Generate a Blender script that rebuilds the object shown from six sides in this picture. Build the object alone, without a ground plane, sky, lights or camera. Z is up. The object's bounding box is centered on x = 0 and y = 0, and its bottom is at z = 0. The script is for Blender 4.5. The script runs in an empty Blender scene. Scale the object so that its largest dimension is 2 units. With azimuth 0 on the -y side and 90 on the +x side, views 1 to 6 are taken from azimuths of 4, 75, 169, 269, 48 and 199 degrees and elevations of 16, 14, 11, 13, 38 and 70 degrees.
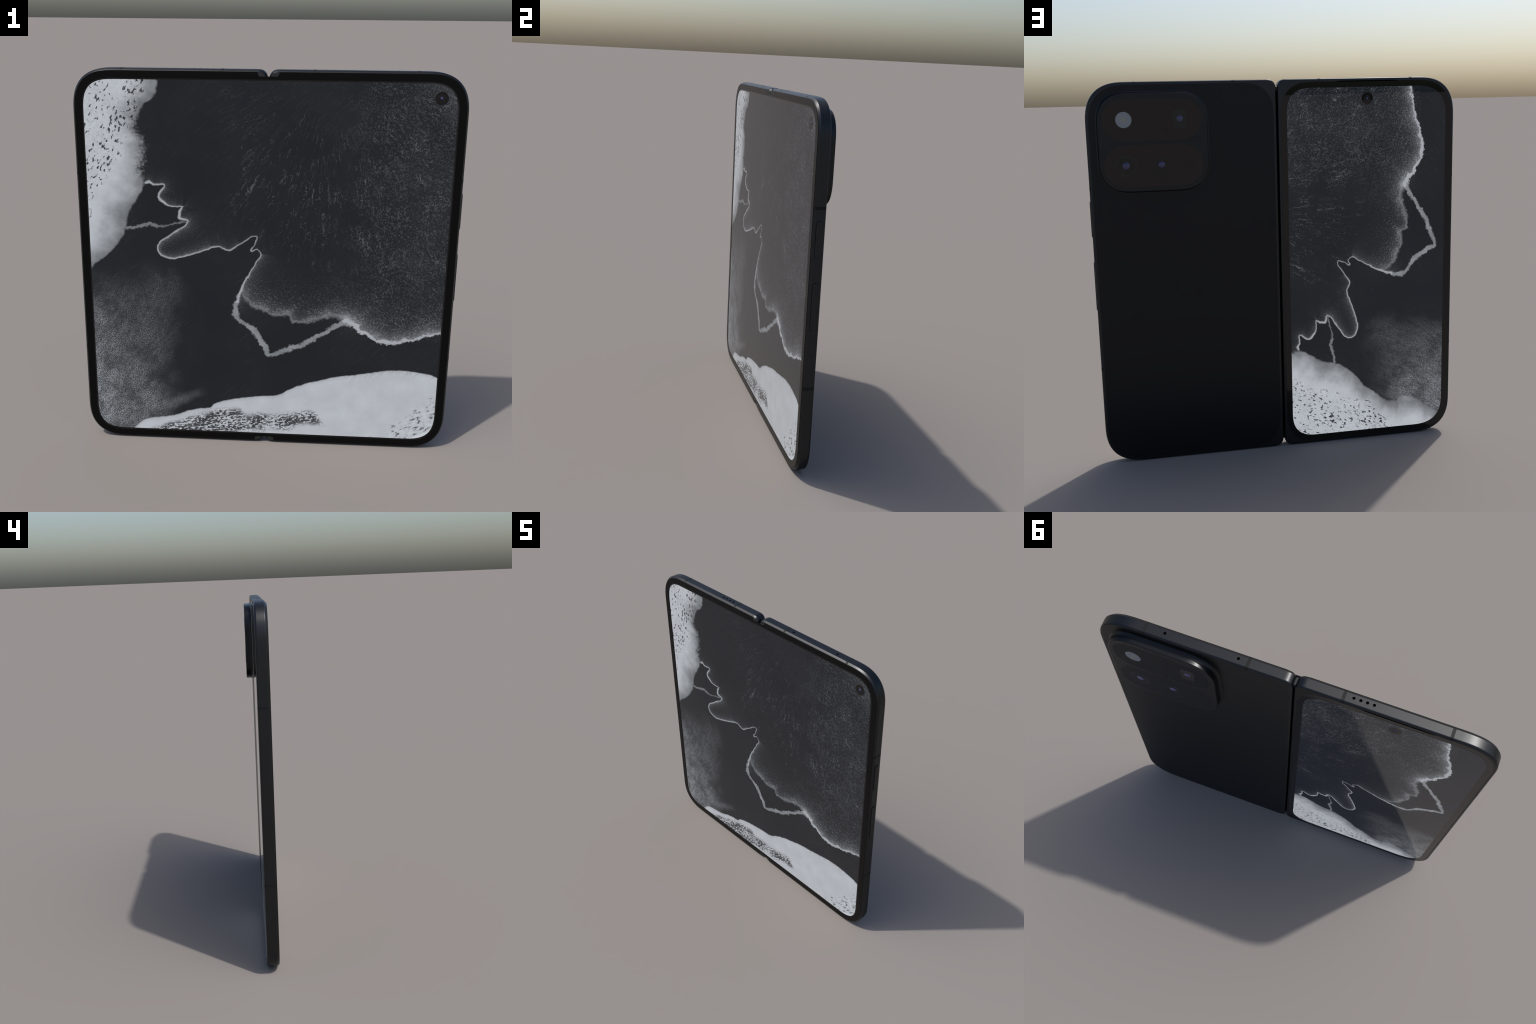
"""Folding phone, opened flat and standing upright: two metal half-frames on a hinge,
a large inner screen on the front, a narrow outer screen and a camera island on the back."""
import bpy, math

# ------------------------------------------------------------------ overall sizes (metres)
X0 = -0.0016                # centre line of the phone (the keys push the box centre aside)
HALF_W = 0.9683             # centre line to the outer side wall
HEIGHT = 2.0
GAP = 0.0037                # half the gap between the two frame halves
Y_BEZEL, Y_FRONT, Y_SCREEN = -0.0555, -0.0534, -0.0541
Y_BACK, Y_ISLAND = 0.0113, 0.0548
CORNER, HINGE_CORNER, PANEL_CORNER = 0.21, 0.052, 0.17
POWER = 2.6                 # squareness of the rounded corners


# ------------------------------------------------------------------ outline helpers (x, z plane)
def rounded(x0, x1, z0, z1, bl, br, tr, tl, power=POWER, steps=18):
    """Counter-clockwise outline with super-elliptic corners; a corner is a reach or (reach x, reach z)."""
    points = []
    for cx, cz, sx, sz, reach, start in ((x1, z0, 1, -1, br, -90), (x1, z1, 1, 1, tr, 0),
                                         (x0, z1, -1, 1, tl, 90), (x0, z0, -1, -1, bl, 180)):
        ax, az = reach if isinstance(reach, tuple) else (reach, reach)
        for i in range(steps + 1):
            t = math.radians(start + 90 * i / steps)
            c, s = math.cos(t), math.sin(t)
            points.append((cx - sx * ax + ax * math.copysign(abs(c) ** (2 / power), c),
                           cz - sz * az + az * math.copysign(abs(s) ** (2 / power), s)))
    return tidy(points)


def tidy(points):
    kept = []
    for p in points:
        if not kept or math.dist(p, kept[-1]) > 1e-6:
            kept.append(p)
    if math.dist(kept[0], kept[-1]) <= 1e-6:
        kept.pop()
    return kept


def inset(points, d):
    """Parallel copy of a counter-clockwise outline, moved inwards by d."""
    out, n = [], len(points)
    for i, (x, z) in enumerate(points):
        (ax, az), (bx, bz) = points[i - 1], points[(i + 1) % n]
        e1, e2 = (x - ax, z - az), (bx - x, bz - z)
        l1, l2 = math.hypot(*e1), math.hypot(*e2)
        n1, n2 = (-e1[1] / l1, e1[0] / l1), (-e2[1] / l2, e2[0] / l2)
        k = max(0.25, 1 + n1[0] * n2[0] + n1[1] * n2[1])
        out.append((x + d * (n1[0] + n2[0]) / k, z + d * (n1[1] + n2[1]) / k))
    return out


def circle(cx, cz, r, steps=40):
    return [(cx + r * math.cos(2 * math.pi * i / steps), cz + r * math.sin(2 * math.pi * i / steps)) for i in range(steps)]


# ------------------------------------------------------------------ mesh helpers
PHONE = bpy.data.objects.new("folding_phone", None)
PHONE["label"] = "opened black folding phone with beach wallpaper screens"
PHONE["category"] = "folding phone"
PHONE.empty_display_size = 0.2
bpy.context.scene.collection.objects.link(PHONE)


def add(name, verts, faces, material, parent=PHONE, angle=28, weighted=True):
    mesh = bpy.data.meshes.new(name)
    mesh.from_pydata(verts, [], faces)
    mesh.validate()
    return finish(bpy.data.objects.new(name, mesh), material, parent, angle, weighted)


def finish(obj, material, parent, angle, weighted):
    if obj.name not in bpy.context.scene.collection.objects:
        bpy.context.scene.collection.objects.link(obj)
    obj.parent = parent
    mesh = obj.data
    mesh.materials.clear()
    mesh.materials.append(material)
    mesh.shade_smooth()
    mesh.set_sharp_from_angle(angle=math.radians(angle))
    if weighted:
        mod = obj.modifiers.new("even_shading", "WEIGHTED_NORMAL")
        mod.keep_sharp, mod.weight = True, 80
    return obj


def loft(name, outline, profile, material, parent=PHONE, angle=28, plane="y"):
    """Solid through copies of an outline: profile is a list of (inset, depth); both ends are closed."""
    n, verts, faces = len(outline), [], []
    for d, y in profile:
        ring = inset(outline, d) if d else outline
        verts += [(x, y, z) for x, z in ring] if plane == "y" else [(y, x, z) for x, z in ring]
    for j in range(len(profile) - 1):
        for i in range(n):
            k = (i + 1) % n
            faces.append((j * n + i, j * n + k, (j + 1) * n + k, (j + 1) * n + i))
    faces.append(tuple(range(n - 1, -1, -1)))
    last = (len(profile) - 1) * n
    faces.append(tuple(last + i for i in range(n)))
    flip = (profile[-1][1] > profile[0][1]) == (plane == "y")
    if flip:
        faces = [f[::-1] for f in faces]
    return add(name, verts, faces, material, parent, angle)


def plate(name, outline, y_low, y_high, material, parent=PHONE, edge=0.0008):
    """Thin plate from y_low to the visible face y_high, with a small rounded edge."""
    s = 1 if y_high > y_low else -1
    return loft(name, outline, [(0, y_low), (0, y_high - s * edge), (edge * 0.3, y_high - s * edge * 0.3), (edge, y_high)],
                material, parent, angle=60)


def dome(name, cx, cz, r, y, height, material, parent=PHONE, side=1, rings=8, steps=32):
    verts, faces = [], []
    for j in range(rings):
        a = 0.5 * math.pi * j / rings
        verts += [(cx + r * math.cos(a) * math.cos(2 * math.pi * i / steps), y + side * height * math.sin(a),
                   cz + r * math.cos(a) * math.sin(2 * math.pi * i / steps)) for i in range(steps)]
    verts.append((cx, y + side * height, cz))
    for j in range(rings - 1):
        for i in range(steps):
            k = (i + 1) % steps
            faces.append((j * steps + i, j * steps + k, (j + 1) * steps + k, (j + 1) * steps + i))
    top = len(verts) - 1
    faces += [((rings - 1) * steps + i, (rings - 1) * steps + (i + 1) % steps, top) for i in range(steps)]
    if side > 0:
        faces = [f[::-1] for f in faces]
    return add(name, verts, faces, material, parent, angle=80, weighted=False)


def ring(name, cx, cz, r_out, r_in, y_low, y_high, material, parent):
    """Raised flat ring around a lens."""
    steps, verts, faces = 48, [], []
    e = min(0.001, (r_out - r_in) * 0.25)
    s = 1 if y_high > y_low else -1
    section = [(r_out, y_low), (r_out, y_high - s * e), (r_out - e, y_high), (r_in + e, y_high), (r_in, y_high - s * e), (r_in, y_low)]
    for r, y in section:
        verts += [(cx + r * math.cos(2 * math.pi * i / steps), y, cz + r * math.sin(2 * math.pi * i / steps)) for i in range(steps)]
    m = len(section)
    for j in range(m):
        for i in range(steps):
            k = (i + 1) % steps
            f = (j * steps + i, j * steps + k, ((j + 1) % m) * steps + k, ((j + 1) % m) * steps + i)
            faces.append(f[::-1] if s > 0 else f)
    return add(name, verts, faces, material, parent, angle=35)


def cut(obj, cutters):
    """Boolean difference, applied; the cutters are thrown away."""
    for c in cutters:
        m = obj.modifiers.new("cut", "BOOLEAN")
        m.operation, m.solver, m.object = "DIFFERENCE", "EXACT", c
    return cutters


def bake(obj, material, parent, cutters):
    graph = bpy.context.evaluated_depsgraph_get()
    graph.update()
    mesh = bpy.data.meshes.new_from_object(obj.evaluated_get(graph))
    obj.modifiers.clear()
    old, obj.data = obj.data, mesh
    mesh.name = obj.name
    bpy.data.meshes.remove(old)
    for c in cutters:
        data = c.data
        bpy.data.objects.remove(c)
        bpy.data.meshes.remove(data)
    finish(obj, material, parent, 28, True)


# ------------------------------------------------------------------ shader helpers
class Nodes:
    """Small arithmetic layer over a node tree."""

    def __init__(self, tree):
        self.t = tree

    def new(self, kind, **settings):
        n = self.t.nodes.new(kind)
        for k, v in settings.items():
            setattr(n, k, v)
        return n

    def put(self, socket, value):
        if isinstance(value, bpy.types.NodeSocket):
            self.t.links.new(value, socket)
        elif value is not None:
            socket.default_value = value

    def math(self, op, a, b=None, c=None, clamp=False):
        n = self.new("ShaderNodeMath", operation=op, use_clamp=clamp)
        for s, v in zip(n.inputs, (a, b, c)):
            self.put(s, v)
        return n.outputs[0]

    def add(self, a, b): return self.math("ADD", a, b)
    def sub(self, a, b): return self.math("SUBTRACT", a, b)
    def mul(self, a, b): return self.math("MULTIPLY", a, b)
    def mad(self, a, b, c): return self.math("MULTIPLY_ADD", a, b, c)
    def low(self, a, b): return self.math("MINIMUM", a, b)
    def high(self, a, b): return self.math("MAXIMUM", a, b)

    def vec(self, op, a, b=None, scale=None):
        n = self.new("ShaderNodeVectorMath", operation=op)
        self.put(n.inputs[0], a)
        if b is not None:
            self.put(n.inputs[1], b)
        if scale is not None:
            self.put(n.inputs["Scale"], scale)
        return n.outputs["Value"] if op in ("DOT_PRODUCT", "LENGTH", "DISTANCE") else n.outputs["Vector"]

    def xyz(self, x, y, z=0.0):
        n = self.new("ShaderNodeCombineXYZ")
        for s, v in zip(n.inputs, (x, y, z)):
            self.put(s, v)
        return n.outputs[0]

    def split(self, v):
        n = self.new("ShaderNodeSeparateXYZ")
        self.put(n.inputs[0], v)
        return n.outputs

    def step(self, v, lo, hi, to_lo=0.0, to_hi=1.0):
        n = self.new("ShaderNodeMapRange", interpolation_type="SMOOTHSTEP")
        for s, x in zip(n.inputs, (v, lo, hi, to_lo, to_hi)):
            self.put(s, x)
        return n.outputs[0]

    def noise(self, v, scale, detail=2.0, rough=0.5, colour=False, dims="2D", distortion=0.0):
        n = self.new("ShaderNodeTexNoise", noise_dimensions=dims)
        self.put(n.inputs["Vector"], v)
        n.inputs["Scale"].default_value = scale
        n.inputs["Detail"].default_value = detail
        n.inputs["Roughness"].default_value = rough
        n.inputs["Distortion"].default_value = distortion
        return n.outputs["Color" if colour else "Fac"]

    def mix(self, f, a, b):
        n = self.new("ShaderNodeMix", data_type="FLOAT")
        for s, v in zip(n.inputs[:4], (f, None, a, b)):
            self.put(s, v)
        self.put(n.inputs[2], a)
        self.put(n.inputs[3], b)
        return n.outputs[0]

    def turn(self, v, degrees, stretch=(1, 1)):
        n = self.new("ShaderNodeMapping", vector_type="TEXTURE")
        self.put(n.inputs["Vector"], v)
        n.inputs["Rotation"].default_value = (0, 0, math.radians(degrees))
        n.inputs["Scale"].default_value = (stretch[0], stretch[1], 1)
        return n.outputs[0]

    def curve(self, v, points):
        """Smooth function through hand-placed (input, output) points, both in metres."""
        xs, ys = [p[0] for p in points], [p[1] for p in points]
        x0, x1, y0, y1 = min(xs), max(xs), min(ys) - 1e-3, max(ys) + 1e-3
        n = self.new("ShaderNodeFloatCurve")
        c = n.mapping.curves[0]
        pts = sorted(((x - x0) / (x1 - x0), (y - y0) / (y1 - y0)) for x, y in points)
        while len(c.points) < len(pts):
            c.points.new(0.5, 0.5)
        for p, (x, y) in zip(c.points, pts):
            p.location = (x, y)
            p.handle_type = "AUTO_CLAMPED"
        n.mapping.extend = "HORIZONTAL"
        n.mapping.update()
        self.put(n.inputs["Value"], self.high(self.low(self.math("DIVIDE", self.sub(v, x0), x1 - x0), 1.0), 0.0))
        return self.mad(n.outputs[0], y1 - y0, y0)


def principled(name, colour, rough, metal=0.0, ior=1.5, **extra):
    m = bpy.data.materials.new(name)
    m.use_nodes = True
    b = m.node_tree.nodes["Principled BSDF"]
    b.inputs["Base Color"].default_value = (*colour, 1)
    b.inputs["Roughness"].default_value = rough
    b.inputs["Metallic"].default_value = metal
    b.inputs["IOR"].default_value = ior
    for k, v in extra.items():
        b.inputs[k.replace("_", " ")].default_value = v
    return m, Nodes(m.node_tree), b


def grained(name, colour, rough, metal, ior=1.5, grain=700.0, amount=0.15, bump=0.0, **extra):
    """Fine-blasted surface: slight variation of tone and gloss."""
    m, g, b = principled(name, colour, rough, metal, ior, **extra)
    co = g.new("ShaderNodeTexCoord").outputs["Object"]
    n = g.noise(co, grain, 2, 0.6, dims="3D")
    g.put(b.inputs["Roughness"], g.mad(g.sub(n, 0.5), amount, rough))
    shade = g.mad(g.sub(n, 0.5), 0.5, 1.0)
    g.put(b.inputs["Base Color"], g.vec("SCALE", (*colour,), scale=shade))
    if bump:
        bp = g.new("ShaderNodeBump")
        bp.inputs["Strength"].default_value = bump
        bp.inputs["Distance"].default_value = 0.0006
        g.put(bp.inputs["Height"], n)
        g.put(b.inputs["Normal"], bp.outputs[0])
    return m


METAL = grained("blasted_dark_metal", (0.041, 0.0425, 0.045), 0.385, 1.0)
ISLAND_METAL = grained("island_metal", (0.033, 0.0345, 0.037), 0.34, 1.0)
BAND = grained("antenna_plastic", (0.006, 0.0065, 0.0062), 0.55, 0.0, ior=1.3)
BACK = grained("satin_back_glass", (0.0030, 0.0042, 0.0056), 0.36, 0.0, ior=1.35)
MARK = principled("printed_mark", (0.0042, 0.0046, 0.0045), 0.36, ior=1.34)[0]
BEZEL = grained("soft_black_bezel", (0.0016, 0.0016, 0.0016), 0.26, 0.0, ior=1.25)
GLASS = principled("black_glass", (0.0012, 0.0012, 0.0012), 0.015)[0]
def raise_mirrored_horizon(g, b):
    """Tilts only the shading normal, shifting the horizon reflection up the upright back glass."""
    n = g.new("ShaderNodeNewGeometry").outputs["Normal"]
    g.put(b.inputs["Normal"], g.vec("NORMALIZE", g.vec("ADD", n, (0.0, 0.0, -0.0042))))


BACK_GLASS, _g, _b = principled("black_back_glass", (0.0012, 0.0012, 0.0012), 0.015)
raise_mirrored_horizon(_g, _b)
PIT = principled("black_recess", (0.001, 0.001, 0.001), 0.9, Specular_IOR_Level=0.05)[0]
CAP = grained("hinge_cap_metal", (0.03, 0.031, 0.032), 0.45, 0.6)
SHADE = principled("lens_surround", (0.0022, 0.0022, 0.0022), 0.2)[0]
LIP = principled("lens_lip", (0.0065, 0.0065, 0.0065), 0.22)[0]


def lens_material():
    m, g, b = principled("coated_lens", (0.02, 0.018, 0.06), 0.06, 0.0, ior=1.6)
    lw = g.new("ShaderNodeLayerWeight")
    lw.inputs["Blend"].default_value = 0.35
    ramp = g.new("ShaderNodeValToRGB")
    ramp.color_ramp.elements[0].color = (0.035, 0.032, 0.085, 1)
    ramp.color_ramp.elements[1].color = (0.14, 0.12, 0.33, 1)
    g.put(ramp.inputs[0], lw.outputs["Facing"])
    g.put(b.inputs["Base Color"], ramp.outputs[0])
    box = g.split(g.vec("SUBTRACT", g.new("ShaderNodeTexCoord").outputs["Generated"], (0.5, 0.5, 0.5)))
    r2 = g.mad(box[0], box[0], g.mul(box[2], box[2]))
    bump = g.new("ShaderNodeBump")
    bump.inputs["Distance"].default_value = 0.020
    g.put(bump.inputs["Height"], g.math("SQRT", g.high(g.sub(0.27, r2), 0.0)))
    g.put(b.inputs["Normal"], bump.outputs[0])
    return m


def flash_material(cx, cz, r):
    """Pale flash diffuser: warm centre, fine concentric rings."""
    m, g, b = principled("flash_diffuser", (0.235, 0.245, 0.26), 0.45)
    co = g.split(g.new("ShaderNodeTexCoord").outputs["Object"])
    d = g.vec("LENGTH", g.xyz(g.sub(co[0], cx), g.sub(co[2], cz)))
    wave = g.math("SINE", g.mul(d, 2 * math.pi * 11 / r))
    ramp = g.new("ShaderNodeValToRGB")
    ramp.color_ramp.elements[0].color = (0.31, 0.28, 0.19, 1)
    ramp.color_ramp.elements[1].color = (0.235, 0.245, 0.26, 1)
    ramp.color_ramp.elements[1].position = 0.5
    g.put(ramp.inputs[0], g.math("DIVIDE", d, r))
    g.put(b.inputs["Base Color"], g.vec("SCALE", ramp.outputs[0], scale=g.mad(wave, 0.05, 0.97)))
    return m


# ------------------------------------------------------------------ wallpaper: waves on a black beach, from above
# Coordinates are metres on the inner screen (u to the right, v up). A foam line is a string of
# (u, v, half width) control points; "glow" is how much foam trails behind it on its seaward (left) side.
SHORE_LINE = [
    (-0.617, 1.436, .0053), (-0.597, 1.441, .0079), (-0.581, 1.428, .0053), (-0.551, 1.428, .0044), (-0.526, 1.431, .0035),
    (-0.521, 1.415, .0035), (-0.541, 1.394, .0053), (-0.555, 1.366, .0053), (-0.531, 1.341, .0071), (-0.506, 1.321, .0044),
    (-0.460, 1.315, .0035), (-0.429, 1.315, .0026), (-0.445, 1.292, .0062), (-0.449, 1.259, .0062), (-0.434, 1.250, .0062),
    (-0.411, 1.248, .0044), (-0.406, 1.234, .0035), (-0.419, 1.215, .0035), (-0.458, 1.190, .0040), (-0.505, 1.161, .0040),
    (-0.548, 1.126, .0040), (-0.563, 1.095, .0040), (-0.556, 1.066, .0044), (-0.526, 1.047, .0044), (-0.478, 1.040, .0044),
    (-0.414, 1.058, .0040), (-0.344, 1.081, .0040), (-0.288, 1.102, .0040), (-0.238, 1.111, .0031), (-0.210, 1.093, .0035),
    (-0.178, 1.098, .0035), (-0.132, 1.128, .0026), (-0.086, 1.162, .0022), (-0.061, 1.170, .0022), (-0.047, 1.163, .0018),
    (-0.058, 1.137, .0015), (-0.074, 1.108, .0022), (-0.081, 1.096, .0031), (-0.072, 1.091, .0031), (-0.049, 1.101, .0022),
    (-0.028, 1.076, .0022), (-0.048, 1.037, .0031), (-0.085, 0.973, .0035), (-0.122, 0.899, .0062), (-0.154, 0.814, .0088)]
SHORE_LINE_LOW = [
    (-0.154, 0.814, .0088), (-0.162, 0.741, .0123), (-0.139, 0.707, .0094), (-0.089, 0.679, .0132), (-0.048, 0.637, .0132),
    (-0.017, 0.584, .0132), (0.007, 0.568, .0113), (0.005, 0.518, .0076), (0.050, 0.523, .0094), (0.116, 0.553, .0123),
    (0.191, 0.580, .0104), (0.266, 0.627, .0094), (0.340, 0.672, .0104), (0.388, 0.709, .0113), (0.453, 0.714, .0118)]
SURF_LINE = [
    (0.420, 0.722, .0118), (0.453, 0.714, .0118), (0.500, 0.667, .0104), (0.551, 0.642, .0118), (0.592, 0.617, .0113),
    (0.652, 0.608, .0094), (0.717, 0.618, .0094), (0.780, 0.632, .0085), (0.847, 0.663, .0071), (0.911, 0.668, .0057),
    (1.030, 0.691, .0057)]
SIDE_LINE = [
    (-0.718, 1.195, .0062), (-0.666, 1.204, .0062), (-0.601, 1.227, .0097), (-0.560, 1.209, .0062), (-0.527, 1.209, .0044),
    (-0.485, 1.224, .0035), (-0.444, 1.236, .0026), (-0.409, 1.240, .0022)]
BACKWASH_LINE = [
    (-0.120, 0.849, .0038), (-0.099, 0.813, .0057), (-0.049, 0.782, .0076), (-0.019, 0.781, .0066), (0.042, 0.737, .0066),
    (0.082, 0.749, .0066), (0.124, 0.750, .0057), (0.138, 0.704, .0060), (0.183, 0.710, .0066), (0.238, 0.717, .0076),
    (0.288, 0.735, .0085), (0.337, 0.753, .0085), (0.387, 0.749, .0094), (0.427, 0.734, .0094)]
LEFT_FOAM_EDGE = [   # (v, u): white water lies left of this edge
    (2.050, -0.535), (1.947, -0.542), (1.890, -0.548), (1.847, -0.581), (1.825, -0.614), (1.760, -0.636), (1.702, -0.628),
    (1.659, -0.594), (1.600, -0.586), (1.541, -0.598), (1.481, -0.612), (1.428, -0.621), (1.358, -0.655), (1.296, -0.697),
    (1.249, -0.717), (1.186, -0.728), (1.122, -0.762), (1.057, -0.820), (1.016, -0.868), (0.998, -0.895), (0.945, -0.932),
    (0.892, -0.977), (0.839, -1.012), (0.812, -1.022), (0.775, -1.023), (0.748, -0.993), (0.705, -0.995), (0.634, -1.020),
    (0.580, -1.064), (0.486, -1.128), (0.350, -1.250)]
LEFT_SPOT_EDGE = [   # (v, u): broken foam with dark holes lies left of this edge
    (2.0, -0.555), (1.876, -0.600), (1.672, -0.690), (1.477, -0.795), (1.353, -0.875), (1.197, -0.925), (1.087, -0.966),
    (0.998, -0.990), (0.849, -1.140), (0.750, -1.250)]
LOW_FOAM_EDGE = [    # (u, v): white water lies below this edge
    (-0.760, 0.000), (-0.718, 0.056), (-0.703, 0.073), (-0.645, 0.115), (-0.549, 0.132), (-0.478, 0.148), (-0.416, 0.174),
    (-0.350, 0.189), (-0.299, 0.197), (-0.275, 0.221), (-0.219, 0.241), (-0.149, 0.258), (-0.011, 0.277), (0.058, 0.284),
    (0.126, 0.318), (0.194, 0.350), (0.307, 0.385), (0.397, 0.408), (0.509, 0.425), (0.621, 0.447), (0.710, 0.455),
    (0.799, 0.448), (0.867, 0.437), (0.930, 0.415)]
LOW_HOLES_TOP = [
    (-0.700, 0.020), (-0.550, 0.090), (-0.384, 0.155), (-0.266, 0.194), (-0.149, 0.203), (-0.103, 0.176), (0.059, 0.188),
    (0.152, 0.185), (0.244, 0.205), (0.300, 0.150), (0.362, 0.106), (0.450, 0.080)]
LOW_HOLES_END = [
    (-0.700, 0.000), (-0.250, 0.030), (-0.079, 0.062), (0.131, 0.078), (0.246, 0.115), (0.339, 0.108), (0.450, 0.100)]


def segment_group():
    """One tapered foam segment: nearest inflated distance so far, and the glow that belongs to it."""
    t = bpy.data.node_groups.new("foam_segment", "ShaderNodeTree")
    for name, kind in (("P", "NodeSocketVector"), ("A", "NodeSocketVector"), ("Along", "NodeSocketVector"), ("Step", "NodeSocketVector"),
                       ("Across", "NodeSocketVector"), ("Width", "NodeSocketFloat"), ("Widen", "NodeSocketFloat"),
                       ("Glow", "NodeSocketFloat"), ("Best", "NodeSocketFloat"), ("Best Glow", "NodeSocketFloat")):
        t.interface.new_socket(name, in_out="INPUT", socket_type=kind)
    for name in ("Best", "Best Glow"):
        t.interface.new_socket(name, in_out="OUTPUT", socket_type="NodeSocketFloat")
    g = Nodes(t)
    i, o = g.new("NodeGroupInput").outputs, g.new("NodeGroupOutput").inputs
    pa = g.vec("SUBTRACT", i["P"], i["A"])
    h = g.high(g.low(g.vec("DOT_PRODUCT", pa, i["Along"]), 1.0), 0.0)
    d = g.vec("LENGTH", g.vec("SUBTRACT", pa, g.vec("SCALE", i["Step"], scale=h)))
    m = g.sub(d, g.mad(h, i["Widen"], i["Width"]))
    nearer = g.math("LESS_THAN", m, i["Best"])
    glow = g.mul(g.math("GREATER_THAN", g.vec("DOT_PRODUCT", pa, i["Across"]), 0.0), i["Glow"])
    g.put(o["Best"], g.low(m, i["Best"]))
    g.put(o["Best Glow"], g.mix(nearer, i["Best Glow"], glow))
    return t


SEGMENT = segment_group()


def foam_line(g, p, points, glow):
    best, best_glow = 9.0, 0.0
    for k in range(len(points) - 1):
        (ax, ay, aw), (bx, by, bw) = points[k], points[k + 1]
        dx, dy = bx - ax, by - ay
        l2 = dx * dx + dy * dy
        n = g.new("ShaderNodeGroup", node_tree=SEGMENT)
        for name, v in (("P", p), ("A", (ax, ay, 0)), ("Along", (dx / l2, dy / l2, 0)), ("Step", (dx, dy, 0)), ("Across", (-dy, dx, 0)),
                        ("Width", aw), ("Widen", bw - aw), ("Glow", glow(k)), ("Best", best), ("Best Glow", best_glow)):
            g.put(n.inputs[name], v)
        best, best_glow = n.outputs["Best"], n.outputs["Best Glow"]
    return best, best_glow


def rounder(points):
    """Catmull-Rom midpoints between the control points."""
    out = []
    for k in range(len(points) - 1):
        a, b, c, d = points[max(k - 1, 0)], points[k], points[k + 1], points[min(k + 2, len(points) - 1)]
        out += [b, tuple((9 * (b[i] + c[i]) - a[i] - d[i]) / 16 for i in range(3))]
    return out + [points[-1]]


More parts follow.
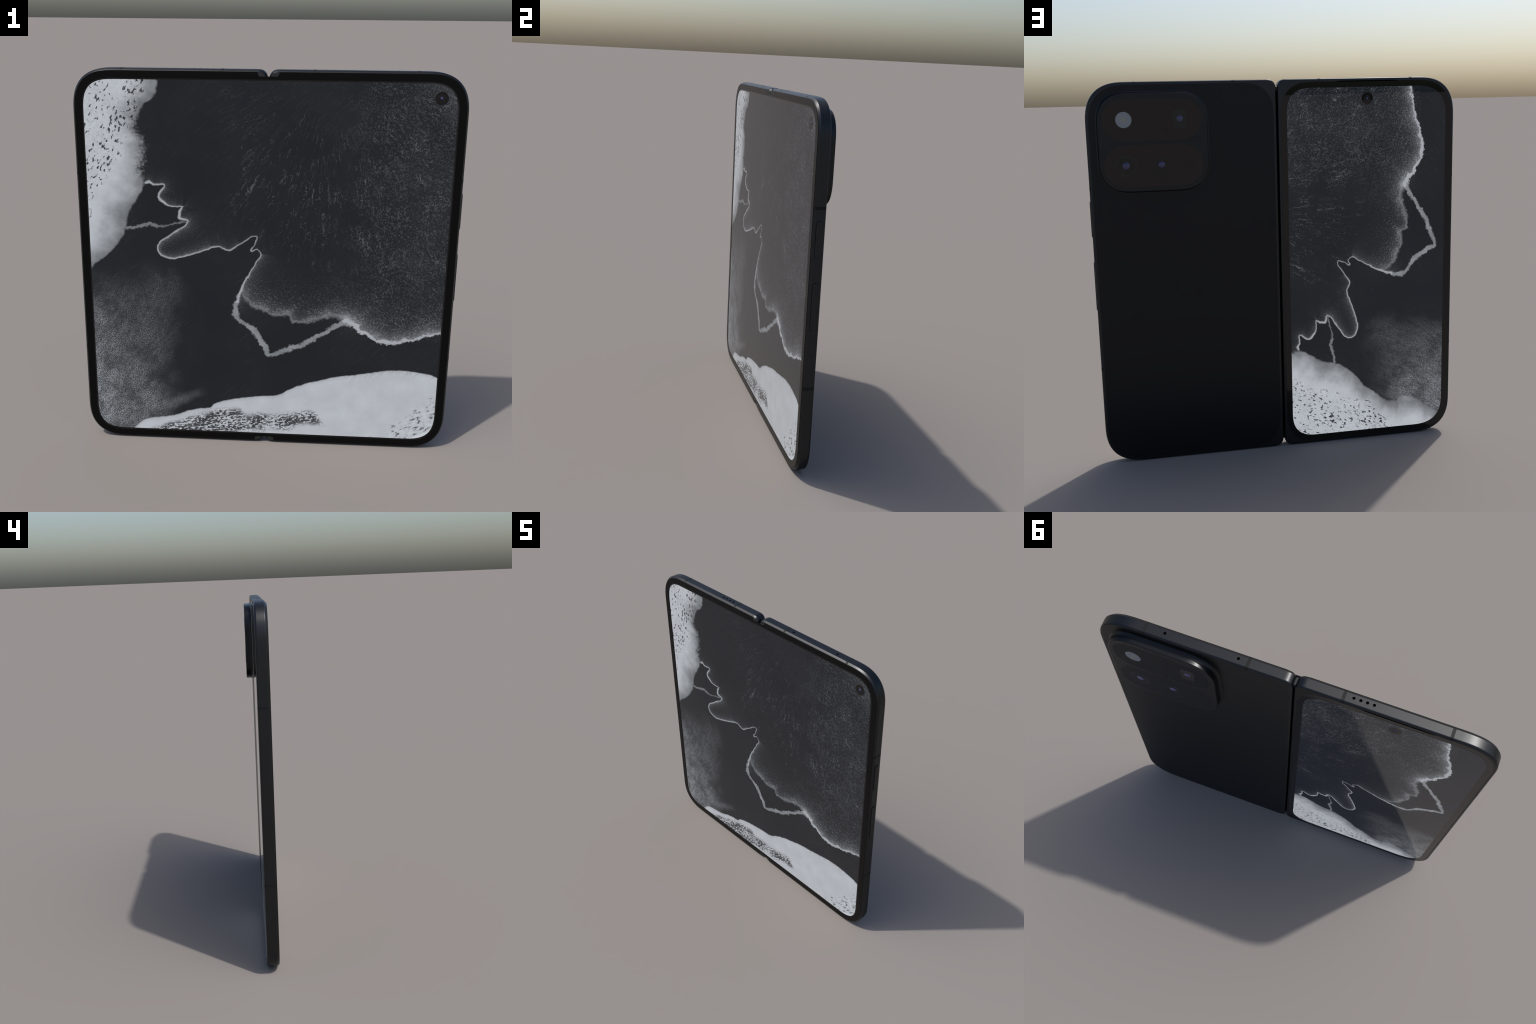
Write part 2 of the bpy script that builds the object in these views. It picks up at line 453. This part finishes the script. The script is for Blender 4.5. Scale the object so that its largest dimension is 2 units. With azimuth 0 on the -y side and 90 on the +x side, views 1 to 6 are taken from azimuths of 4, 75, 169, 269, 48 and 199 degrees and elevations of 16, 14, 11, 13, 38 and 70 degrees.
def wallpaper_group():
    t = bpy.data.node_groups.new("beach_wallpaper", "ShaderNodeTree")
    t.interface.new_socket("P", in_out="INPUT", socket_type="NodeSocketVector")
    t.interface.new_socket("Color", in_out="OUTPUT", socket_type="NodeSocketColor")
    g = Nodes(t)
    p = g.new("NodeGroupInput").outputs["P"]
    u, v, _ = g.split(p)
    broad = g.noise(p, 3.0, 3)
    cloud = g.noise(p, 9.0, 4, 0.55)
    grain = g.noise(p, 210.0, 1, 0.6)
    # ragged coast: warp the picture plane before measuring distances
    ragged = g.mul(g.step(v, 0.98, 0.72), g.step(u, -0.3, -0.1))
    warp = g.vec("SUBTRACT", g.noise(p, 26.0, 2, colour=True), (0.5, 0.5, 0.5))
    fray = g.vec("SUBTRACT", g.noise(g.turn(p, 35, (1.6, 0.7)), 105.0, 1, colour=True), (0.5, 0.5, 0.5))
    q = g.vec("ADD", p, g.vec("SCALE", warp, scale=g.mad(ragged, 0.022, 0.011)))
    q = g.vec("ADD", q, g.vec("SCALE", fray, scale=g.mad(ragged, 0.016, 0.002)))
    q = g.vec("MULTIPLY", q, (1, 1, 0))

    # --- wet black sand and water
    dry = g.noise(g.turn(p, 42, (9, 1)), 95.0, 2, 0.6)
    value = g.mad(g.step(dry, 0.55, 0.9), g.mul(0.012, g.step(broad, 0.35, 0.65)), g.mad(broad, 0.006, 0.0026))
    # worm-like foam threads fanning out from the top
    c = g.vec("SUBTRACT", p, (0.30, 2.02, 0))
    cu, cv, _ = g.split(c)
    fan = g.xyz(g.mul(g.math("ARCTAN2", cu, g.mul(cv, -1.0)), 1.0), g.mul(g.vec("LENGTH", c), 0.30))
    fan = g.vec("ADD", fan, g.vec("SCALE", warp, scale=0.05))
    threads = g.step(g.math("ABSOLUTE", g.sub(g.noise(fan, 46.0, 1, 0.4), 0.5)), 0.040, 0.006)
    threads = g.mul(threads, g.mul(g.step(g.noise(fan, 38.0, 2), 0.44, 0.60), g.step(g.vec("LENGTH", c), 0.10, 0.50, 0.05, 1.0)))
    worms = g.step(g.math("ABSOLUTE", g.sub(g.noise(g.turn(p, -14, (0.75, 1.35)), 74.0, 1, 0.4), 0.5)), 0.070, 0.010)
    worms = g.mul(worms, g.step(g.noise(p, 52.0, 2), 0.44, 0.60))
    sea = g.mul(g.step(g.add(u, g.mul(g.sub(broad, 0.5), 0.7)), -0.32, 0.15), g.step(g.add(v, g.mul(u, 0.25)), 0.98, 1.25))
    right = g.step(g.add(u, g.mul(g.sub(cloud, 0.5), 0.5)), 0.28, 0.62)
    sea_right = g.mul(g.step(u, 0.1, 0.6), g.step(v, 0.6, 0.7))
    patch = g.step(cloud, 0.32, 0.64, 0.12, 1.05)
    value = g.mad(g.mul(g.mul(threads, sea), patch), 0.060, value)
    value = g.mad(g.mul(g.mul(worms, g.mul(right, sea_right)), patch), 0.044, value)
    motes = g.step(g.noise(g.turn(p, 55, (1.4, 0.8)), 120.0, 1, 0.5), 0.54, 0.74)
    value = g.mad(g.mul(motes, g.mul(right, sea_right)), 0.030, value)
    corner = g.mul(g.step(g.add(u, g.mul(v, 0.9)), 2.42, 2.62), g.step(grain, 0.42, 0.62))
    value = g.mad(corner, 0.06, value)
    dim = g.step(broad, 0.45, 0.7)
    value = g.mad(g.mul(dim, sea_right), 0.0035, value)

    # --- fine suspended foam at the lower left
    drift = g.mul(g.sub(broad, 0.5), 0.35)
    zone = g.mul(g.step(g.add(u, drift), -0.40, -0.66), g.step(g.add(v, drift), 1.06, 0.62))
    fine = g.step(g.add(g.mul(grain, 0.75), g.mul(g.noise(g.turn(p, 50, (1.5, 1)), 62.0, 3, 0.7), 0.25)), 0.40, 0.64)
    dense = g.add(g.step(v, 0.75, 0.05, 0.45, 1.0), g.mul(g.step(u, -0.7, -0.95), 0.5))
    value = g.mad(g.mul(g.mul(zone, dense), g.mad(fine, 0.20, 0.030)), g.mul(g.step(cloud, 0.25, 0.6, 0.45, 1.0), g.step(g.noise(g.turn(p, 62, (2.2, 0.7)), 17.0, 3, 0.6), 0.3, 0.7, 0.75, 1.2)), value)
    wisp = g.turn(g.vec("SUBTRACT", p, (-0.46, 0.235, 0)), 24, (0.17, 0.034))
    wisp = g.step(g.add(g.vec("LENGTH", wisp), g.mul(g.sub(cloud, 0.5), 1.2)), 1.25, 0.1)
    value = g.mad(g.mul(wisp, g.mad(fine, 0.6, 0.4)), 0.075, value)

    # --- foam lines
    def shore_glow(k):
        return 0.5 if k < 5 else 0.75 if k < 10 else 0.35 if k < 13 else 0.75 if k < 15 else 1.0 if k < 27 else 0.45 if k < 31 else 0.12 if k < 40 else 0.9
    near, glow = foam_line(g, q, rounder(SHORE_LINE), lambda k: shore_glow(k // 2))
    line = g.step(near, 0.0026, -0.0016)
    haze = g.mul(glow, g.math("POWER", 2.718, g.mul(g.high(near, 0.0), -34.0)))
    value = g.mad(haze, g.mad(g.step(grain, 0.46, 0.70), 0.085, 0.014), value)
    close = g.mul(glow, g.math("POWER", 2.718, g.mul(g.high(near, 0.0), -150.0)))
    value = g.mad(close, 0.055, value)

    back, back_glow = foam_line(g, q, BACKWASH_LINE, lambda k: 1.0)
    trail = g.mul(back_glow, g.math("POWER", 2.718, g.mul(g.high(back, 0.0), -13.0)))
    pebble = g.step(g.noise(g.turn(p, 40, (1.5, 0.8)), 125.0, 2, 0.6), 0.46, 0.70)
    pebble = g.mul(pebble, g.step(g.noise(p, 18.0, 3, 0.6), 0.30, 0.62, 0.35, 1.15))
    seaward = g.step(g.sub(u, g.mad(v, 0.481, -0.5456)), -0.004, 0.012)
    seaward = g.mul(seaward, g.step(v, 0.655, 0.715))
    trail = g.mul(trail, seaward)
    value = g.mad(trail, g.mad(pebble, 0.115, 0.008), value)
    soft = g.mul(g.mul(back_glow, seaward), g.math("POWER", 2.718, g.mul(g.high(back, 0.0), -48.0)))
    value = g.mad(soft, g.mad(cloud, 0.10, 0.03), value)
    value = g.mix(g.mul(g.step(back, 0.006, -0.006), 0.55), value, 0.16)

    surf, surf_glow = foam_line(g, q, SURF_LINE, lambda k: 1.0)
    trail = g.mul(surf_glow, g.math("POWER", 2.718, g.mul(g.high(surf, 0.0), -11.0)))
    value = g.mad(g.mul(trail, g.step(g.sub(back, surf), -0.02, 0.05)), g.mad(pebble, 0.115, 0.008), value)
    soft = g.mul(surf_glow, g.math("POWER", 2.718, g.mul(g.high(surf, 0.0), -42.0)))
    value = g.mad(soft, 0.13, value)

    q2 = g.vec("MULTIPLY", g.vec("ADD", g.vec("ADD", p, g.vec("SCALE", warp, scale=0.026)), g.vec("SCALE", fray, scale=0.014)), (1, 1, 0))
    side, _ = foam_line(g, q2, SIDE_LINE, lambda k: 0.0)
    value = g.mix(g.mul(g.step(side, 0.006, -0.004), 0.85), value, g.mad(cloud, 0.26, 0.03))
    low, _ = foam_line(g, q2, [(a, b, w * 1.2) for a, b, w in SHORE_LINE_LOW], lambda k: 0.0)
    value = g.mix(g.mul(g.step(low, 0.005, -0.006), 0.95), value, g.mad(cloud, 0.24, 0.10))
    value = g.mix(line, value, g.step(near, 0.0, -0.006, 0.22, 0.36))
    value = g.mix(g.step(surf, 0.004, -0.005), value, g.mad(cloud, 0.10, 0.32))

    # --- white water at the left
    edge = g.curve(v, LEFT_FOAM_EDGE)
    wob = g.mul(g.sub(g.noise(p, 34.0, 3, 0.6), 0.5), 0.020)
    inside = g.add(g.sub(edge, u), wob)
    veil = g.mad(g.step(v, 1.60, 1.72), 0.6, g.mul(g.step(v, 1.25, 1.40), 0.4))
    depth = g.add(inside, g.mul(g.sub(cloud, 0.5), 0.10))
    white = g.step(depth, -0.02, 0.19, 0.15, 0.475)
    white = g.mad(g.sub(cloud, 0.5), 0.14, white)
    lace = g.mad(g.sub(g.noise(p, 50.0, 3, 0.6), 0.5), 0.16, 0.0)
    frayed = g.mul(g.step(v, 1.42, 1.52), g.step(v, 1.80, 1.70))
    soft_edge = g.add(inside, g.mul(frayed, g.mul(g.sub(g.noise(p, 60.0, 4, 0.7), 0.62), 0.11)))
    cover = g.step(soft_edge, -0.004, g.mad(frayed, 0.05, 0.012))
    holes_in = g.add(g.sub(g.curve(v, LEFT_SPOT_EDGE), u), g.mul(g.sub(cloud, 0.5), 0.10))
    spot = g.noise(g.turn(p, 62, (1.5, 0.85)), 54.0, 3, 0.62)
    spot = g.add(spot, g.mul(g.sub(g.noise(g.turn(p, 62, (1.6, 0.8)), 9.0, 2), 0.5), 0.30))
    holes = g.mul(g.step(spot, 0.60, 0.64), g.step(holes_in, -0.005, 0.03))
    white = g.add(white, g.mul(lace, g.step(holes_in, -0.03, 0.05)))
    white = g.mix(g.mul(holes, 0.95), white, 0.013)
    value = g.mix(cover, value, white)

    # --- white water along the bottom
    edge = g.curve(u, LOW_FOAM_EDGE)
    inside = g.add(g.sub(edge, v), g.mul(wob, 0.45))
    cover = g.step(inside, -0.002, 0.007)
    rim = g.step(inside, 0.0, 0.03, 0.40, 0.465)
    white = g.mad(g.sub(cloud, 0.5), 0.12, rim)
    ribs = g.noise(g.turn(p, 52, (3.0, 0.6)), 40.0, 2)
    white = g.mad(g.mul(g.sub(ribs, 0.5), g.mul(g.step(inside, 0.05, 0.0), g.step(u, 0.25, 0.5))), 0.25, white)
    top = g.sub(g.curve(u, LOW_HOLES_TOP), v)
    top = g.add(top, g.mul(g.sub(cloud, 0.5), 0.05))
    end = g.add(g.sub(v, g.curve(u, LOW_HOLES_END)), g.mul(g.sub(cloud, 0.5), 0.05))
    dark = g.noise(g.turn(p, 8, (1.7, 0.85)), 92.0, 3, 0.65)
    dark = g.add(dark, g.mul(g.sub(g.noise(g.turn(p, 10, (1.6, 0.8)), 14.0, 2), 0.5), 0.35))
    reach = g.mul(g.step(top, -0.01, 0.035), g.step(end, -0.015, 0.03))
    dark = g.mul(g.step(dark, 0.42, 0.52), g.mul(reach, g.step(u, 0.42, 0.25, 0.0, 1.0)))
    white = g.mix(g.mul(dark, 0.95), white, 0.016)
    far = g.add(g.sub(g.sub(u, g.mul(v, 1.08)), 0.52), g.mul(g.sub(cloud, 0.5), 0.16))
    fleck = g.noise(g.turn(p, 28, (2.1, 0.8)), 58.0, 3, 0.6)
    fleck = g.add(fleck, g.mul(g.sub(g.noise(p, 9.0, 1), 0.5), 0.30))
    ripple = g.mad(g.sub(fleck, 0.5), -0.35, 0.0)
    white = g.mad(ripple, g.step(far, 0.0, 0.12), white)
    white = g.mix(g.mul(g.mul(g.step(fleck, 0.59, 0.67), g.step(far, 0.0, 0.07)), 0.8), white, 0.045)
    shine = g.step(g.sub(g.mad(u, 0.48, -0.322), v), -0.004, 0.004)
    white = g.mix(g.mul(shine, g.step(u, 0.6, 0.7)), white, 0.58)
    value = g.mix(cover, value, white)

    # --- cool grey tint
    value = g.high(value, 0.003)
    tint = g.vec("MULTIPLY", g.xyz(value, value, value), (0.95, 1.0, 1.075))
    tint = g.vec("ADD", tint, (0.0, 0.0019, 0.0058))
    g.put(g.new("NodeGroupOutput").inputs["Color"], tint)
    return t


WALLPAPER = wallpaper_group()


def screen_material(name, to_picture, back=False):
    """Lit display under glass: the picture is emitted, the glass only reflects."""
    m, g, b = principled(name, (0.001, 0.001, 0.001), 0.015)
    co = g.split(g.new("ShaderNodeTexCoord").outputs["Object"])
    n = g.new("ShaderNodeGroup", node_tree=WALLPAPER)
    g.put(n.inputs["P"], to_picture(g, co[0], co[2]))
    g.put(b.inputs["Emission Color"], n.outputs["Color"])
    glance = g.new("ShaderNodeFresnel")          # the cover glass hides the picture at a grazing angle
    glance.inputs["IOR"].default_value = 1.5
    g.put(b.inputs["Emission Strength"], g.sub(1.0, glance.outputs[0]))
    if back:
        raise_mirrored_horizon(g, b)
    m.cycles.emission_sampling = "NONE"          # too faint to light anything else
    return m


INNER_PICTURE = screen_material("inner_display", lambda g, x, z: g.xyz(x, z))
# the outer screen shows the same picture turned a quarter and smaller
OUTER_PICTURE = screen_material("outer_display", lambda g, x, z: g.xyz(g.mad(z, 1.176, -1.2634), g.mad(x, 1.176, 1.5421)), back=True)
LENS = lens_material()

# ------------------------------------------------------------------ frame halves
XL, XR = X0 - HALF_W, X0 + HALF_W
WHOLE = rounded(XL, XR, 0, HEIGHT, CORNER, CORNER, CORNER, CORNER)
RIGHT = rounded(X0 + GAP, XR, 0, HEIGHT, HINGE_CORNER, CORNER, CORNER, HINGE_CORNER)
LEFT = rounded(XL, X0 - GAP, 0, HEIGHT, CORNER, HINGE_CORNER, HINGE_CORNER, CORNER)
RIM = [(0.0096, Y_FRONT), (0.0082, -0.0524), (0.0016, -0.0437), (0.0004, -0.0420), (0.0, -0.0400),
       (0.0, 0.0005), (0.0005, 0.0040), (0.0020, 0.0074), (0.0046, 0.0098), (0.0078, 0.0110), (0.0105, Y_BACK)]

HOLE_Y, HOLE_R = -0.0222, 0.0073
KEYS = [(1.226, 1.410), (0.842, 1.097)]          # z range of the two side keys
KEY_Y, KEY_HALF = -0.0212, 0.0165
BAND_X, BAND_Z, BAND_HALF = (0.2240, 0.7210), (0.5290, 1.4765), 0.0075


def cylinder_cutter(x, y, z0, z1, r):
    n = 24
    verts = [(x + r * math.cos(2 * math.pi * i / n), y + r * math.sin(2 * math.pi * i / n), z) for z in (z0, z1) for i in range(n)]
    faces = [(i, (i + 1) % n, n + (i + 1) % n, n + i) for i in range(n)] + [tuple(range(n))[::-1], tuple(range(n, 2 * n))]
    return add("cutter", verts, faces, PIT, None, weighted=False)


def key_outline(z0, z1, grow=0.0):
    a = KEY_HALF + grow
    return rounded(KEY_Y - a, KEY_Y + a, z0 - grow, z1 + grow, a, a, a, a, power=2.2, steps=10)


def build_frame(outline, holes, keys):
    frame = loft("frame", outline, RIM, METAL)
    frame.modifiers.clear()
    cutters = [cylinder_cutter(x, HOLE_Y, HEIGHT - 0.03, HEIGHT + 0.02, HOLE_R) for x in holes]
    for z0, z1 in keys:
        cutters.append(loft("cutter", key_outline(z0, z1, 0.0011), [(0, XR - 0.007), (0, XR + 0.02)], PIT, None, plane="x"))
        cutters[-1].modifiers.clear()
    if keys:                                     # charging socket under the right half
        slot = [(0.484 + x, HOLE_Y + y) for x, y in rounded(-0.058, 0.058, -0.017, 0.017, 0.017, 0.017, 0.017, 0.017, 2.0, 8)]
        n = len(slot)
        verts = [(x, y, z) for z in (-0.02, 0.05) for x, y in slot]
        faces = [(i, (i + 1) % n, n + (i + 1) % n, n + i) for i in range(n)] + [tuple(range(n))[::-1], tuple(range(n, 2 * n))]
        cutters.append(add("cutter", verts, faces, PIT, None, weighted=False))
    cut(frame, cutters)
    bake(frame, METAL, PHONE, cutters)
    for x in holes:                              # black floor of each hole
        z = HEIGHT - 0.006
        v = [(x + HOLE_R * 1.02 * math.cos(math.tau * i / 24), HOLE_Y + HOLE_R * 1.02 * math.sin(math.tau * i / 24), zz)
             for zz in (z - 0.004, z) for i in range(24)]
        f = [(i, (i + 1) % 24, 24 + (i + 1) % 24, 24 + i) for i in range(24)] + [tuple(range(24))[::-1], tuple(range(24, 48))]
        add("sound_hole", v, f, PIT, frame, weighted=False)
    for z0, z1 in keys:                          # key and the dark groove it sits in
        loft("key_groove", key_outline(z0, z1, 0.0012), [(0, XR - 0.0075), (0, XR - 0.0035)], PIT, frame, plane="x")
        loft("side_key", key_outline(z0, z1), [(0, XR - 0.006), (0, XR + 0.0022), (0.0006, XR + 0.0035), (0.0018, XR + 0.0040)],
             METAL, frame, angle=60, plane="x")
    return frame


right_frame = build_frame(RIGHT, (0.6257, 0.2716), KEYS)
left_frame = build_frame(LEFT, (-0.2693, -0.3012, -0.3319, -0.3634), [])


def antenna_band(frame, along, level, side):
    """Plastic strip wrapped round the rim; along: 'x' on the top/bottom edge, 'z' on a side edge."""
    proud, verts, faces = 0.0003, [], []
    section = [(d - proud, y) for d, y in RIM[1:]]
    section[0] = (section[0][0], section[0][1] - 0.0003)
    section[-1] = (section[-1][0], section[-1][1] + 0.0004)
    section += [(0.009, 0.007), (0.006, -0.004), (0.006, -0.046)]
    for s in (-BAND_HALF, BAND_HALF):
        for d, y in section:
            if along == "x":
                verts.append((level + s, y, d if side < 0 else HEIGHT - d))
            else:
                verts.append((XL + d if side < 0 else XR - d, y, level + s))
    n = len(section)
    faces = [(i, (i + 1) % n, n + (i + 1) % n, n + i) for i in range(n)] + [tuple(range(n))[::-1], tuple(range(n, 2 * n))]
    if (along == "x") == (side > 0):
        faces = [f[::-1] for f in faces]
    add("antenna_band", verts, faces, BAND, frame, angle=40)


for frame, s in ((right_frame, 1), (left_frame, -1)):
    for x in BAND_X:
        for side in (-1, 1):
            antenna_band(frame, "x", X0 + s * x, side)
    for z in BAND_Z:
        antenna_band(frame, "z", z, s)

# ------------------------------------------------------------------ hinge
NOTCH = (X0 - 0.0530, X0 + 0.0530)               # where the bezel steps down over the hinge
NOTCH_Z = 0.0320
hinge = loft("hinge_spine", rounded(X0 - 0.0075, X0 + 0.0075, 0.060, HEIGHT - 0.060, *[0.003] * 4),
             [(0.0, -0.0500), (0.0, -0.0140), (0.002, -0.0120)], PIT)  # spine coloured black to paint in the deep shadow of the hinge gap
for z0, z1 in ((0.036, 0.060), (HEIGHT - 0.060, HEIGHT - 0.036)):
    loft("hinge_end", rounded(X0 - 0.0075, X0 + 0.0075, z0, z1, *[0.003] * 4),
         [(0.0015, -0.0515), (0.0, -0.0500), (0.0, -0.0090), (0.003, -0.0040)], METAL, hinge)
for outline, s in ((RIGHT, 1), (LEFT, -1)):
    for top in (True, False):
        edge = [(x, z) for x, z in inset(outline, 0.0104) if abs(x - X0) < 0.0525 and ((z > HEIGHT - NOTCH_Z) if top else (z < NOTCH_Z))]
        edge.sort(key=lambda p: abs(p[0] - X0))              # from the hinge outwards
        x_in, x_out = edge[0][0], X0 + s * 0.0530
        z_low = HEIGHT - NOTCH_Z if top else NOTCH_Z
        z_top = edge[-1][1]
        floor = [(x_in, z_low)] + edge + [(x_out, z_top), (x_out, z_low)]
        r, k = 0.012, 6                                      # cap: same shape, outer inner corner rounded away
        zz = -1 if top else 1
        out = x_out - s * 0.0012
        arc = [(out - s * r * (1 - math.cos(math.pi / 2 * i / k)), z_low - zz * r * (1 - math.sin(math.pi / 2 * i / k)) ) for i in range(k + 1)]
        cap = [(x_in, z_low)] + edge + [(out, z_top)] + arc
        for name, pts, y, m in (("hinge_recess", floor, Y_FRONT - 0.0003, PIT), ("hinge_cap", cap, Y_FRONT - 0.0007, CAP)):
            area = sum(a[0] * b[1] - b[0] * a[1] for a, b in zip(pts, pts[1:] + pts[:1]))
            loft(name, tidy(pts if area > 0 else pts[::-1]), [(0, -0.048), (0, y)], m, hinge)

# ------------------------------------------------------------------ inner screen and bezel
glass = plate("inner_screen_glass", inset(WHOLE, 0.0455), -0.0460, Y_SCREEN, GLASS)
plate("inner_display", inset(WHOLE, 0.0535), -0.0490, Y_SCREEN - 0.0004, INNER_PICTURE, glass, edge=0.0003)
outer, inner = inset(WHOLE, 0.0102), inset(WHOLE, 0.0465)
BEZEL_EDGE = [(0, -0.0480), (0, Y_BEZEL + 0.0010), (0.0004, Y_BEZEL + 0.0003), (0.0014, Y_BEZEL)]


def half_bezel(s):
    x_cut = NOTCH[1] if s > 0 else NOTCH[0]
    a = [p for p in outer if (p[0] - x_cut) * s > 0.001]
    b = [p for p in inner if (p[0] - x_cut) * s > 0.001]
    order = lambda pts: sorted(pts, key=lambda p: math.atan2(p[1] - 1, (p[0] - x_cut) * s + 1e-4))   # bottom to top
    a, b = order(a), order(b)
    path = [(x_cut, a[0][1])] + a + [(x_cut, a[-1][1]), (x_cut, b[-1][1])] + b[::-1] + [(x_cut, b[0][1])]
    return tidy(path if s > 0 else path[::-1])


for s in (1, -1):
    loft("bezel", half_bezel(s), BEZEL_EDGE, BEZEL, angle=60)
for z0, z1 in ((NOTCH_Z, 0.0465), (HEIGHT - 0.0465, HEIGHT - NOTCH_Z)):
    strip = [(NOTCH[0] + 0.0004, z0), (NOTCH[1] - 0.0004, z0), (NOTCH[1] - 0.0004, z1), (NOTCH[0] + 0.0004, z1)]
    loft("bezel_bridge", strip, [(0, -0.0480), (0, Y_BEZEL + 0.0012), (0.0006, Y_BEZEL + 0.0004)], BEZEL, hinge, angle=60)


def front_camera(cx, cz, r, lens_r, y, side, parent):
    s = side
    plate("front_camera", circle(cx, cz, r, 48), y - s * 0.002, y + s * 0.0003, GLASS, parent, edge=0.0002)
    ring("lens_ring", cx, cz, lens_r * 1.75, lens_r * 1.1, y - s * 0.001, y + s * 0.0006, SHADE, parent)
    dome("lens", cx, cz, lens_r, y + s * 0.0003, 0.0005, LENS, parent, side=s)


front_camera(0.832, 1.8755, 0.0322, 0.0090, Y_SCREEN - 0.0004, -1, glass)

# ------------------------------------------------------------------ back: panel with mark, outer screen
PANEL_IN, PANEL_OUT = X0 + 0.0184, XR - 0.0150
panel_right = rounded(PANEL_IN, PANEL_OUT, 0.0150, HEIGHT - 0.0150, PANEL_CORNER, 0.20, 0.20, PANEL_CORNER, 2.5)
panel_left = [(2 * X0 - x, z) for x, z in panel_right][::-1]
back = plate("back_panel", panel_right, 0.005, Y_BACK + 0.0006, BACK, edge=0.0010)

outer_glass = plate("outer_screen_glass", panel_left, 0.005, Y_BACK + 0.0008, BACK_GLASS, edge=0.0010)
plate("outer_display", inset(panel_left, 0.0320), 0.007, Y_BACK + 0.0011, OUTER_PICTURE, outer_glass, edge=0.0002)
front_camera(-0.4845, 1.8930, 0.0310, 0.0090, Y_BACK + 0.0011, 1, outer_glass)
slot = rounded(-0.655, -0.318, HEIGHT - 0.0200, HEIGHT - 0.0135, *[(0.05, 0.00325)] * 4, power=2.0, steps=8)
plate("earpiece_slot", slot, 0.007, Y_BACK + 0.0010, PIT, outer_glass, edge=0.0003)


def ring_letter(cx, cz, r, thick):
    """Open ring with a level bar: seen from behind, so its right is towards -x."""
    a0, ri = math.radians(47), r - thick
    bar_top, bar_low, bar_start = 0.20 * r, -0.20 * r, 0.02 * r
    a1 = math.asin(bar_top / r) - 2 * math.pi
    n = 60
    pts = [(r * math.cos(a), r * math.sin(a)) for a in (-(2 * math.pi - a0) + 2 * math.pi + 0 + (2 * math.pi - a0 + math.asin(bar_top / r)) * i / n for i in range(n + 1))]
    end_in = 2 * math.pi + math.asin(bar_low / ri)
    pts += [(bar_start, bar_top), (bar_start, bar_low)]
    pts += [(ri * math.cos(a), ri * math.sin(a)) for a in (end_in + (a0 - end_in) * i / n for i in range(n + 1))]
    pts = [(cx - x, cz + z) for x, z in pts]
    area = sum(a[0] * b[1] - b[0] * a[1] for a, b in zip(pts, pts[1:] + pts[:1]))
    return tidy(pts if area > 0 else pts[::-1])


plate("maker_mark", ring_letter(0.4830, 0.9590, 0.0800, 0.0320), 0.009, Y_BACK + 0.0009, MARK, back, edge=0.0002)

# ------------------------------------------------------------------ camera island
island = loft("camera_island", rounded(0.3670, 0.9080, 1.4575, 1.9445, *[0.158] * 4, power=2.55, steps=24),
              [(-0.0130, 0.0105), (-0.0120, 0.0121), (-0.0085, 0.0131), (-0.0050, 0.0155), (-0.0022, 0.0195), (-0.0005, 0.0245),
               (0.0, 0.0300), (0.0, 0.0505), (0.0008, 0.0529), (0.0026, 0.0543), (0.0050, Y_ISLAND)], ISLAND_METAL)
YW = Y_ISLAND + 0.0003
for z0, z1 in ((1.7085, 1.9170), (1.4815, 1.6900)):
    h = (z1 - z0) / 2
    plate("camera_window", rounded(0.3935, 0.8850, z0, z1, *[(0.125, h)] * 4, power=2.25, steps=24), 0.050, YW, BACK_GLASS, island, edge=0.0008)
plate("flash", circle(0.7797, 1.8144, 0.0395, 48), 0.052, YW + 0.0003, flash_material(0.7797, 1.8144, 0.0395), island, edge=0.0003)
plate("zoom_surround", rounded(0.4690, 0.5370, 1.7670, 1.8610, *[0.016] * 4, steps=8), 0.052, YW + 0.0003, LIP, island, edge=0.0003)
for cx, cz, r, rings in ((0.5030, 1.8147, 0.0185, [(0.0260, 0.0195)]),
                         (0.7788, 1.5878, 0.0200, [(0.0550, 0.0430), (0.0390, 0.0330), (0.0300, 0.0210)]),
                         (0.6029, 1.5884, 0.0182, [(0.0450, 0.0300), (0.0250, 0.0190)])):
    for i, (ro, ri) in enumerate(rings):
        ring("lens_ring", cx, cz, ro, ri, 0.052, YW + 0.0004, LIP if i == 0 and len(rings) == 3 else SHADE, island)
    dome("lens", cx, cz, r, YW + 0.0001, 0.0004, LENS, island)
